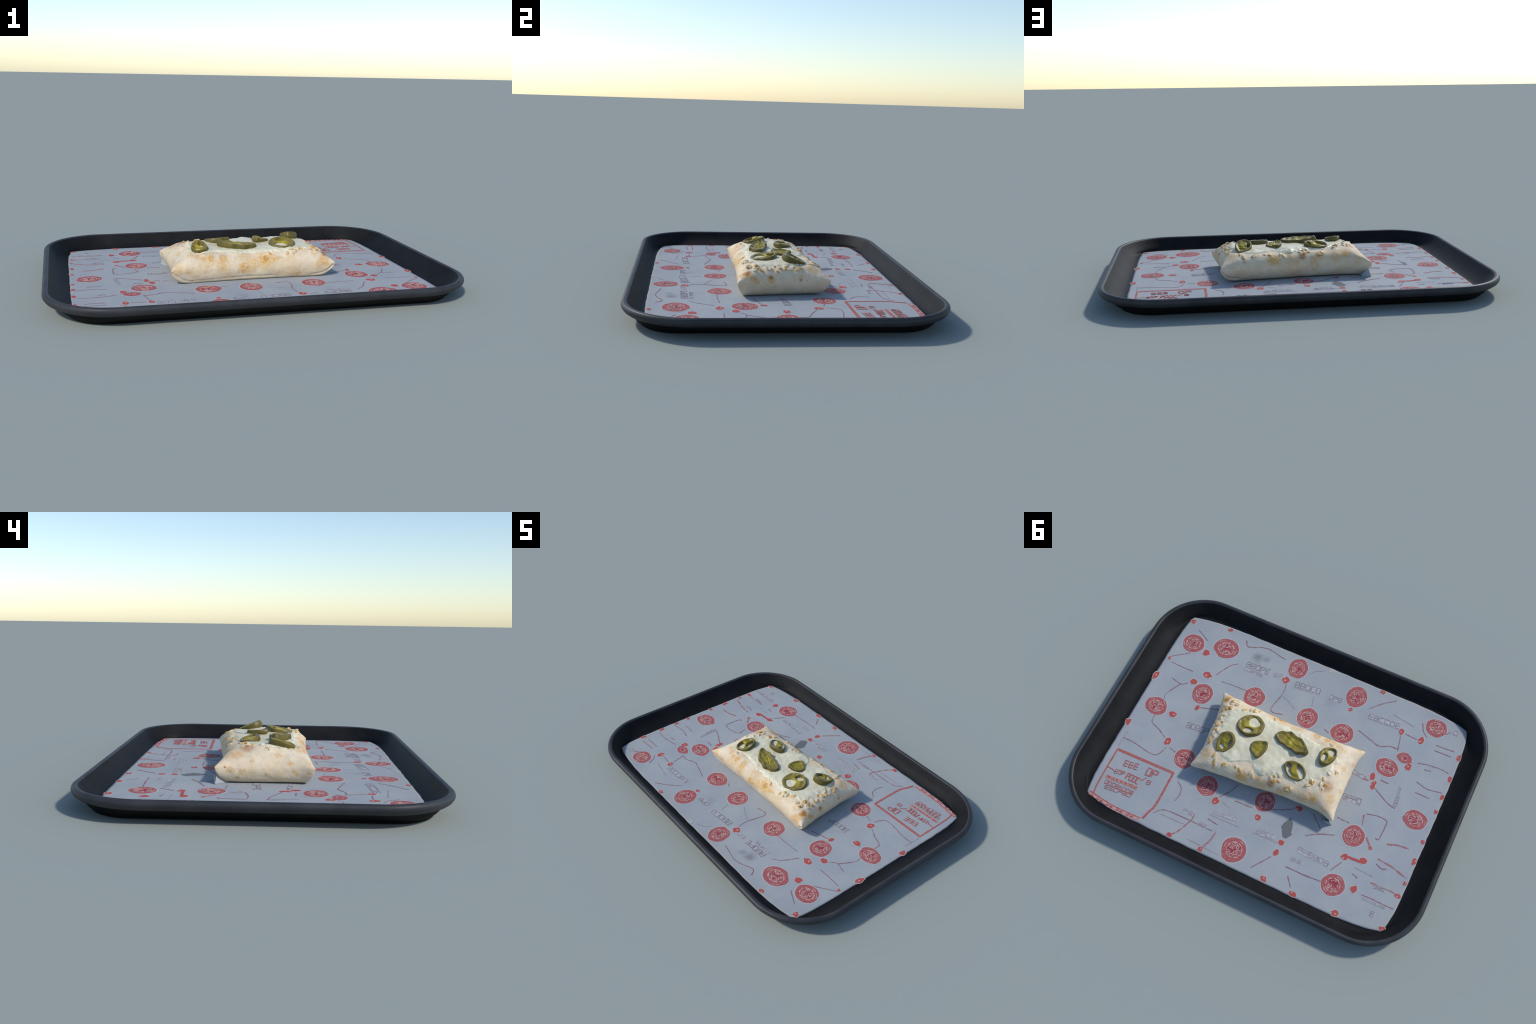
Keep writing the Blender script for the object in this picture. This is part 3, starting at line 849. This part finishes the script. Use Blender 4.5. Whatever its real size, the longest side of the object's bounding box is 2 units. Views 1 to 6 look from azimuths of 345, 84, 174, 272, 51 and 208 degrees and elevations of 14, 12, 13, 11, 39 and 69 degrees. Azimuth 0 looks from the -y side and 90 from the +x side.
def build_badge(k, b, parent):
    x, y, rx, ry = b
    rnd = random.Random(100 + k)
    s = Sheet()
    seed = k * 2.37
    s.film(blob(x, y, rx * 1.10, ry * 1.10, seed, 0.10), 0.0004, HALO)
    s.film(blob(x, y, rx, ry, seed, 0.10), 0.0008, RED)
    small = rx < 0.045
    for q_ in range(3 if small else 6):       # darker patches behind the emblem
        a, r = rnd.uniform(0, 6.28), rnd.uniform(0, 0.42)
        s.film(blob(x + rx * r * math.cos(a), y + ry * r * math.sin(a), rx * rnd.uniform(0.12, 0.24), ry * rnd.uniform(0.10, 0.22),
                    rnd.uniform(0, 90), 0.5, 16), 0.0010 + 0.00005 * q_, DARK)
    ring = 0.42 if small else 0.62
    a = rnd.uniform(0, 1)
    while a < 6.6:                            # broken ring of pale dashes
        span = rnd.uniform(0.25, 0.75)
        pts = [(x + rx * (ring + rnd.uniform(-0.05, 0.05)) * math.cos(a + span * t), y + ry * ring * math.sin(a + span * t)) for t in (0, 0.33, 0.66, 1)]
        s.ribbon(pts, rx * rnd.uniform(0.05, 0.085), 0.0014, PALE, seed, 0.5)
        a += span + rnd.uniform(0.08, 0.25)
    if not small:
        for t0 in (rnd.uniform(0, 6), rnd.uniform(0, 6)):    # outer dashes on the rim
            pts = [(x + rx * 0.84 * math.cos(t0 + q), y + ry * 0.84 * math.sin(t0 + q)) for q in (0, 0.2, 0.4, 0.6)]
            s.ribbon(pts, rx * 0.05, 0.0014, PALE, seed + 1, 0.6)
    # emblem: stem, cross strokes and little window squares
    st = rnd.uniform(-0.25, 0.25)
    lean = rnd.uniform(-0.2, 0.2)
    E = lambda u, v: (x - rx * u, y - ry * v)
    s.ribbon([E(-0.15 + st, -0.50), E(lean, -0.28), E(lean + 0.05, -0.06)], rx * 0.06, 0.0015, PALE, seed + 2, 0.5)
    if not small:
        s.ribbon([E(-0.40, 0.06 + st), E(-0.22, 0.02), E(-0.06, 0.05 + lean)], rx * 0.055, 0.0016, PALE, seed + 3, 0.5)
        s.ribbon([E(-0.18, 0.44 + lean), E(0.02, 0.50), E(0.22, 0.42 - lean)], rx * 0.055, 0.0016, PALE, seed + 3, 0.5)
        for cx, cy in ((-0.25, 0.30), (0.22, 0.28), (0.26, -0.26), (-0.30, -0.22)):
            if rnd.random() < 0.85:
                cx += rnd.uniform(-0.06, 0.06); cy += rnd.uniform(-0.06, 0.06)
                q = rnd.uniform(0.08, 0.13)
                sq = [E(cx - q, cy - q), E(cx + q, cy - q * 0.8), E(cx + q * 0.9, cy + q), E(cx - q, cy + q), E(cx - q, cy - q)]
                s.ribbon(sq[:rnd.choice((4, 5, 5))], rx * 0.055, 0.0017, PALE, seed + 4, 0.5, curve=False)
        for _ in range(8):
            cx, cy, a = rnd.uniform(-0.45, 0.45), rnd.uniform(-0.45, 0.45), rnd.uniform(0, 3.1)
            l = rnd.uniform(0.06, 0.14)
            s.ribbon([E(cx - l * math.cos(a), cy - l * math.sin(a)), E(cx + l * math.cos(a), cy + l * math.sin(a))], rx * 0.06, 0.0018, PALE, seed + 5, 0.5)
    s.make('printed_badge', parent, origin=(x, y, PAPER))

SPOTS = [(0.671, -0.423, 0.022, 0.019), (0.594, -0.296, 0.028, 0.021), (0.648, -0.224, 0.021, 0.017), (0.86, -0.172, 0.014, 0.029),
         (0.657, 0.003, 0.026, 0.016), (0.552, -0.089, 0.013, 0.017), (0.856, 0.149, 0.016, 0.023), (0.833, -0.575, 0.015, 0.016),
         (0.612, -0.617, 0.016, 0.012), (0.844, -0.3, 0.009, 0.01), (0.602, 0.159, 0.019, 0.025), (0.207, 0.349, 0.018, 0.02),
         (0.182, -0.458, 0.022, 0.023), (-0.221, -0.447, 0.012, 0.012), (-0.527, -0.443, 0.015, 0.019), (-0.029, -0.623, 0.015, 0.011),
         (-0.341, -0.622, 0.017, 0.012), (-0.644, -0.441, 0.018, 0.022), (-0.638, -0.266, 0.017, 0.022), (-0.488, -0.136, 0.015, 0.02),
         (-0.51, -0.08, 0.013, 0.014), (-0.862, -0.433, 0.012, 0.019), (-0.864, -0.297, 0.012, 0.02), (-0.864, -0.184, 0.011, 0.018),
         (-0.864, -0.094, 0.012, 0.012), (-0.533, 0.336, 0.017, 0.017), (-0.625, 0.308, 0.02, 0.019), (-0.64, 0.465, 0.018, 0.019),
         (-0.602, 0.616, 0.023, 0.016), (-0.846, 0.585, 0.016, 0.012), (-0.864, 0.085, 0.011, 0.013), (-0.863, 0.199, 0.012, 0.019),
         (-0.862, 0.327, 0.010, 0.013), (-0.853, 0.402, 0.016, 0.013), (-0.631, 0.233, 0.011, 0.011), (-0.035, 0.334, 0.017, 0.016),
         (-0.21, 0.198, 0.02, 0.016), (-0.206, 0.403, 0.017, 0.016), (-0.205, 0.462, 0.015, 0.02), (-0.207, 0.615, 0.019, 0.015),
         (-0.373, 0.620, 0.021, 0.013), (0.157, 0.618, 0.014, 0.012), (0.338, 0.618, 0.015, 0.012), (-0.51, -0.105, 0.013, 0.018)]

THIN = [
    [(0.849, -0.309), (0.814, -0.336), (0.75, -0.383)], [(0.82, -0.284), (0.759, -0.282), (0.68, -0.282)],
    [(0.552, -0.318), (0.529, -0.367), (0.502, -0.41), (0.471, -0.436)], [(0.505, -0.294), (0.45, -0.3), (0.34, -0.303)],
    [(0.772, -0.197), (0.705, -0.183), (0.672, -0.204)], [(0.705, -0.183), (0.737, -0.125), (0.753, -0.083), (0.743, -0.061)],
    [(0.743, 0.049), (0.736, 0.092), (0.679, 0.116), (0.626, 0.145)], [(0.542, -0.097), (0.435, -0.132)], [(0.777, -0.537), (0.7, -0.496)],
    [(0.831, 0.243), (0.768, 0.243), (0.704, 0.253), (0.647, 0.261), (0.612, 0.247), (0.59, 0.193)], [(0.575, 0.186), (0.531, 0.196)],
    [(0.439, 0.338), (0.404, 0.365), (0.394, 0.403), (0.401, 0.442)], [(0.138, 0.218), (0.164, 0.274), (0.198, 0.323)],
    [(0.47, 0.55), (0.448, 0.523), (0.407, 0.506), (0.28, 0.503), (0.144, 0.503)], [(0.197, 0.454), (0.134, 0.462)],
    [(0.168, -0.435), (0.16, -0.375), (0.177, -0.254), (0.104, -0.258)],
    [(0.496, -0.593), (0.468, -0.561), (0.392, -0.591), (0.345, -0.597), (0.28, -0.583), (0.238, -0.576)],
    [(-0.312, -0.351), (-0.39, -0.327), (-0.45, -0.313), (-0.503, -0.336), (-0.551, -0.339)], [(-0.313, -0.496), (-0.363, -0.551), (-0.432, -0.607)],
    [(-0.139, -0.276), (-0.171, -0.266)], [(-0.533, -0.416), (-0.551, -0.329)], [(-0.552, -0.441), (-0.621, -0.436)],
    [(-0.613, -0.542), (-0.634, -0.497), (-0.667, -0.471)], [(-0.676, -0.311), (-0.729, -0.324), (-0.775, -0.328), (-0.815, -0.329), (-0.845, -0.325)],
    [(-0.721, -0.29), (-0.755, -0.296)], [(-0.526, -0.078), (-0.568, -0.056), (-0.615, -0.031), (-0.663, -0.019)], [(-0.534, -0.136), (-0.579, -0.133)],
    [(-0.71, -0.208), (-0.777, -0.194), (-0.855, -0.207)], [(-0.726, -0.15), (-0.802, -0.149)], [(-0.727, -0.449), (-0.828, -0.456)],
    [(-0.729, -0.417), (-0.823, -0.42)], [(-0.751, -0.532), (-0.768, -0.555)], [(-0.54, 0.071), (-0.6, 0.057), (-0.649, 0.061), (-0.657, 0.092), (-0.652, 0.169), (-0.635, 0.172)],
    [(-0.411, 0.153), (-0.478, 0.156)], [(-0.529, 0.364), (-0.496, 0.425)], [(-0.692, 0.295), (-0.725, 0.308), (-0.749, 0.299)],
    [(-0.603, 0.395), (-0.634, 0.404)], [(-0.687, 0.473), (-0.749, 0.47), (-0.813, 0.472), (-0.857, 0.471)], [(0.113, 0.304), (0.016, 0.3)],
    [(-0.087, 0.262), (-0.139, 0.24), (-0.187, 0.21)], [(-0.289, 0.191), (-0.355, 0.247)], [(-0.303, 0.316), (-0.357, 0.281), (-0.438, 0.249)],
    [(-0.191, 0.493), (-0.158, 0.541), (-0.124, 0.588)], [(-0.281, 0.508), (-0.375, 0.507), (-0.475, 0.5)], [(-0.312, 0.546), (-0.348, 0.594)]]
VAGUE = [[(0.829, 0.196), (0.831, 0.243), (0.83, 0.303)], [(0.154, -0.362), (0.101, -0.34), (0.056, -0.314)], [(0.08, -0.547), (0.049, -0.583), (0.01, -0.602)],
         [(-0.002, -0.431), (-0.02, -0.372)], [(0.168, 0.339), (0.125, 0.352)], [(0.24, 0.597), (0.057, 0.604)], [(-0.649, -0.143), (-0.662, -0.023)],
         [(-0.640, -0.143), (-0.650, -0.023)], [(0.43, 0.538), (0.30, 0.535)], [(0.20, 0.43), (0.03, 0.425)], [(-0.05, 0.42), (-0.19, 0.415)],
         [(-0.70, 0.365), (-0.60, 0.36)], [(-0.45, -0.52), (-0.58, -0.50)]]
HEAVY = [[(0.276, 0.46), (0.271, 0.495), (0.308, 0.586), (0.339, 0.618)], [(-0.443, -0.1), (-0.478, -0.105)], [(-0.531, 0.082), (-0.545, 0.136)],
         [(-0.591, 0.188), (-0.629, 0.229)], [(-0.702, 0.177), (-0.746, 0.16), (-0.811, 0.151)], [(-0.69, 0.268), (-0.771, 0.276), (-0.817, 0.288), (-0.862, 0.299)],
         [(-0.705, 0.398), (-0.789, 0.395), (-0.858, 0.397)], [(0.123, 0.504), (0.134, 0.559), (0.152, 0.609)]]
# rows of box letters: start, end, height, count, blackness
ROWS = [((0.554, 0.024), (0.425, 0.013), 0.036, 5, 1), ((0.428, -0.458), (0.28, -0.463), 0.035, 5, 1), ((0.429, -0.425), (0.31, -0.428), 0.018, 6, 0.5),
        ((0.256, -0.463), (0.207, -0.471), 0.024, 2, 0.4), ((0.123, -0.457), (-0.029, -0.476), 0.039, 5, 1), ((-0.083, -0.47), (-0.16, -0.475), 0.029, 3, 0.8),
        ((-0.326, -0.455), (-0.512, -0.467), 0.033, 6, 0.9), ((-0.379, -0.118), (-0.466, -0.107), 0.022, 4, 0.5), ((-0.36, 0.033), (-0.493, 0.023), 0.034, 5, 1),
        ((0.191, 0.407), (0.049, 0.395), 0.019, 4, 0.6), ((0.337, 0.468), (0.276, 0.465), 0.021, 2, 0.6), ((-0.062, 0.402), (-0.165, 0.394), 0.025, 4, 0.5),
        ((-0.298, 0.397), (-0.478, 0.404), 0.028, 6, 0.9), ((-0.287, 0.457), (-0.352, 0.456), 0.016, 2, 0.3), ((0.225, 0.496), (0.163, 0.494), 0.021, 3, 0.5),
        ((-0.656, -0.09), (-0.662, -0.031), 0.016, 3, 0.4), ((-0.726, 0.407), (-0.787, 0.401), 0.019, 3, 0.7), ((-0.762, 0.539), (-0.788, 0.537), 0.027, 1, 0.8),
        ((-0.783, -0.564), (-0.813, -0.561), 0.027, 1, 0.6), ((-0.70, 0.485), (-0.82, 0.482), 0.014, 7, 0.6)]
STAMP_ROWS = [((0.752, 0.37), (0.667, 0.36), 0.036, 3), ((0.62, 0.359), (0.55, 0.357), 0.048, 2), ((0.773, 0.432), (0.715, 0.424), 0.024, 3),
              ((0.704, 0.428), (0.622, 0.43), 0.038, 4), ((0.803, 0.478), (0.616, 0.466), 0.020, 7), ((0.791, 0.506), (0.619, 0.501), 0.022, 8),
              ((0.778, 0.532), (0.623, 0.518), 0.022, 6), ((0.589, 0.414), (0.562, 0.411), 0.026, 1)]

def letters(s, row, fill, stroke, ground, rnd, h0, weight=0.13):
    a, b, h, n = np.array(row[0]), np.array(row[1]), row[2], row[3]
    d = (b - a); L = np.linalg.norm(d); d = d / L
    up = np.array((d[1], -d[0]))          # rows read towards -x, tops towards -y
    if up[1] > 0 and abs(d[0]) > 0.5:
        up = -up
    w = L / n
    P = lambda i, u, v: tuple(a + d * (w * (i + u)) + up * (h * (v - 0.5)))
    if ground is not None:
        s.film([P(0, -0.15, -0.15), P(n - 1, 1.05, -0.15), P(n - 1, 1.05, 1.1), P(0, -0.15, 1.1)], h0, ground)
    if fill is not None:
        for i in range(n):
            if rnd.random() < 0.9:
                s.film([P(i, 0.02, rnd.uniform(0, .12)), P(i, 0.93, rnd.uniform(0, .12)), P(i, 0.95, rnd.uniform(.85, 1)), P(i, 0.0, rnd.uniform(.85, 1))], h0 + 0.0004, fill)
    t = h * weight
    for i in range(n):
        l, r = 0.10, 0.82
        glyph = rnd.choice('OEBOBCPE')
        strokes = [[(l, 0.05), (l, 0.95)]]
        if glyph in 'OBAPE': strokes.append([(l, 0.95), (r, 0.92)])
        if glyph in 'OBEC': strokes.append([(l, 0.05), (r, 0.08)])
        if glyph in 'OABH': strokes.append([(r, 0.08), (r, 0.92)])
        if glyph in 'EBAHP': strokes.append([(l, 0.5), (r, 0.5)])
        if glyph in 'P': strokes.append([(r, 0.5), (r, 0.92)])
        if glyph in 'C': strokes.append([(l, 0.95), (r, 0.95)])
        for k, st in enumerate(strokes):
            s.ribbon([P(i, *q) for q in st], t * rnd.uniform(0.8, 1.3), h0 + 0.0008 + 0.0001 * k, stroke, i * 1.7, 0.4, curve=False, step=0.004)

def build_print(paper):
    for k, b in enumerate(BADGES):
        build_badge(k, b, paper)
    # point of the tear-drop badge
    s = Sheet()
    s.film([(-0.735, -0.030), (-0.716, 0.004), (-0.728, 0.024), (-0.745, 0.030)], 0.0006, RED)
    s.film([(-0.636, -0.302), (-0.652, -0.292), (-0.630, -0.318)], 0.0006, RED)
    for k, (x, y, rx, ry) in enumerate(SPOTS):
        s.film(blob(x, y, rx * 1.18, ry * 1.18, k * 1.3, 0.35, 20), 0.0004, HALO)
        s.film(blob(x, y, rx * 0.95, ry * 0.95, k * 1.3, 0.45, 20), 0.0009, SPOT)
        rnd = random.Random(k)
        if rnd.random() < 0.6:
            s.film(blob(x + rnd.uniform(-.4, .4) * rx, y + rnd.uniform(-.4, .4) * ry, rx * 0.28, ry * 0.22, k * 3.1, 0.5, 10), 0.0013, PALE)
    s.make('printed_spot', paper, True)
    s = Sheet()
    for k, l in enumerate(THIN):
        s.ribbon(l, 0.0042, 0.0006 + 0.00002 * (k % 9), LINE, k * 1.1, 0.55)
    for k, l in enumerate(VAGUE):
        s.ribbon(l, 0.0045, 0.0005 + 0.00002 * (k % 5), FAINT, k * 2.1, 0.6)
    for k, l in enumerate(HEAVY):
        s.ribbon(l, 0.0068, 0.0007 + 0.00002 * (k % 5), HEAVYINK, k * 3.1, 0.75)
    s.ribbon([(-0.528, 0.321), (-0.575, 0.323), (-0.632, 0.318)], 0.012, 0.0011, SPOT, 3.0, 0.4)
    s.make('printed_line_work', paper, True)
    rnd = random.Random(5)
    s = Sheet()
    for row in ROWS:
        dark = row[4]
        letters(s, row, None, GREY if dark >= 0.7 else FAINT, BOX, rnd, 0.0004)
    s.make('printed_lettering', paper, True)
    s = Sheet()
    s.ribbon([(0.825, 0.316), (0.488, 0.308)], 0.015, 0.0008, STAMP, 1, 0.12, curve=False)
    s.ribbon([(0.484, 0.303), (0.481, 0.497), (0.495, 0.555), (0.507, 0.600)], 0.012, 0.0010, STAMP, 2, 0.15)
    s.ribbon([(0.813, 0.592), (0.820, 0.545), (0.824, 0.435), (0.825, 0.312)], 0.008, 0.0009, STAMP, 3, 0.25)
    s.ribbon([(0.833, 0.594), (0.766, 0.606), (0.682, 0.617), (0.608, 0.617), (0.520, 0.616)], 0.022, 0.0006, PINK, 4, 0.35)
    s.ribbon([(0.835, 0.588), (0.766, 0.597), (0.682, 0.606), (0.608, 0.606), (0.520, 0.604)], 0.005, 0.0012, STAMP, 5, 0.5)
    for k, row in enumerate(STAMP_ROWS):
        letters(s, row, STAMP if k == 4 else None, PALE if k == 4 else STAMP, None, rnd, 0.0006, 0.12)
    for k in range(14):
        x = 0.545 + 0.27 * k / 13
        s.film(blob(x, 0.617 - 0.012 * max(0, (x - 0.7) / 0.13), 0.008, 0.005, k, 0.5, 9), 0.0016, (PALE, SPOT, STAMP)[k % 3])
    s.ribbon([(0.822, 0.428), (0.79, 0.430), (0.77, 0.440)], 0.005, 0.0007, STAMP, 8, 0.5)
    s.ribbon([(0.622, 0.425), (0.600, 0.395)], 0.005, 0.0007, STAMP, 9, 0.5)
    s.make('printed_stamp_box', paper)
    s = Sheet()
    s.film([(-0.193, 0.26), (-0.217, 0.286), (-0.223, 0.305), (-0.229, 0.335), (-0.238, 0.343), (-0.223, 0.368), (-0.215, 0.376), (-0.198, 0.373),
            (-0.182, 0.348), (-0.180, 0.338), (-0.168, 0.328), (-0.173, 0.302), (-0.182, 0.284)], 0.0007, PATCH)
    s.make('grey_paper_patch', paper)

def build_lifted_fold(parent):
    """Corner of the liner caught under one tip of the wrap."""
    top = [Vector((-0.386, 0.203, 0.062)), Vector((-0.370, 0.185, 0.054)), Vector((-0.350, 0.160, 0.045)), Vector((-0.335, 0.140, 0.030))]
    bot = [Vector((-0.402, 0.206, PAPER)), Vector((-0.388, 0.192, PAPER)), Vector((-0.366, 0.168, PAPER)), Vector((-0.338, 0.140, PAPER))]
    top2 = [Vector((-0.384, 0.208, 0.070)), Vector((-0.366, 0.208, 0.055)), Vector((-0.35, 0.205, 0.036))]
    bot2 = [Vector((-0.402, 0.206, PAPER)), Vector((-0.385, 0.212, PAPER)), Vector((-0.352, 0.210, PAPER))]
    verts, faces = [], []
    for T, B in ((top, bot), (top2, bot2)):
        T, B = catmull(T, 5, False), catmull(B, 5, False)
        o, m = len(verts), 6
        for t, b in zip(T, B):
            for k in range(m + 1):
                p = Vector(t).lerp(Vector(b), k / m)
                p += Vector((-1, 0.5, 0)) * 0.003 * nz(p.x * 50, p.y * 50, p.z * 50)
                p.z = max(p.z, PAPER - 0.0005)
                verts.append(p)
        for i in range(len(T) - 1):
            for k in range(m):
                faces.append([o + i * (m + 1) + k, o + i * (m + 1) + k + 1, o + (i + 1) * (m + 1) + k + 1, o + (i + 1) * (m + 1) + k])
    me = mesh_from('lifted_paper_fold', verts, faces)
    bm = bmesh.new(); bm.from_mesh(me)
    bmesh.ops.solidify(bm, geom=bm.faces[:], thickness=0.0015)
    bm.to_mesh(me); bm.free()
    me.materials.append(MAT_PAPER)
    link(bpy.data.objects.new('lifted_paper_fold', me), parent)

# ------------------------------------------------------------------ assemble
build_tray()
paper = build_paper()
build_print(paper)
build_lifted_fold(paper)
wrap = link(bpy.data.objects.new('burrito', None))
wrap['label'] = 'baked wrapped burrito topped with melted cheese and pepper slices'
wrap['category'] = 'burrito'
body_me = build_body()
body_me.materials.append(MAT_TORT)
link(bpy.data.objects.new('tortilla_wrap', body_me), wrap)
tree = BVHTree.FromPolygons([v.co.copy() for v in body_me.vertices], [tuple(p.vertices) for p in body_me.polygons])
cheese_me = build_cheese(tree, wrap)
build_shreds(tree, wrap)
for k, spec in enumerate(SLICES):
    build_slice(k, spec, wrap)
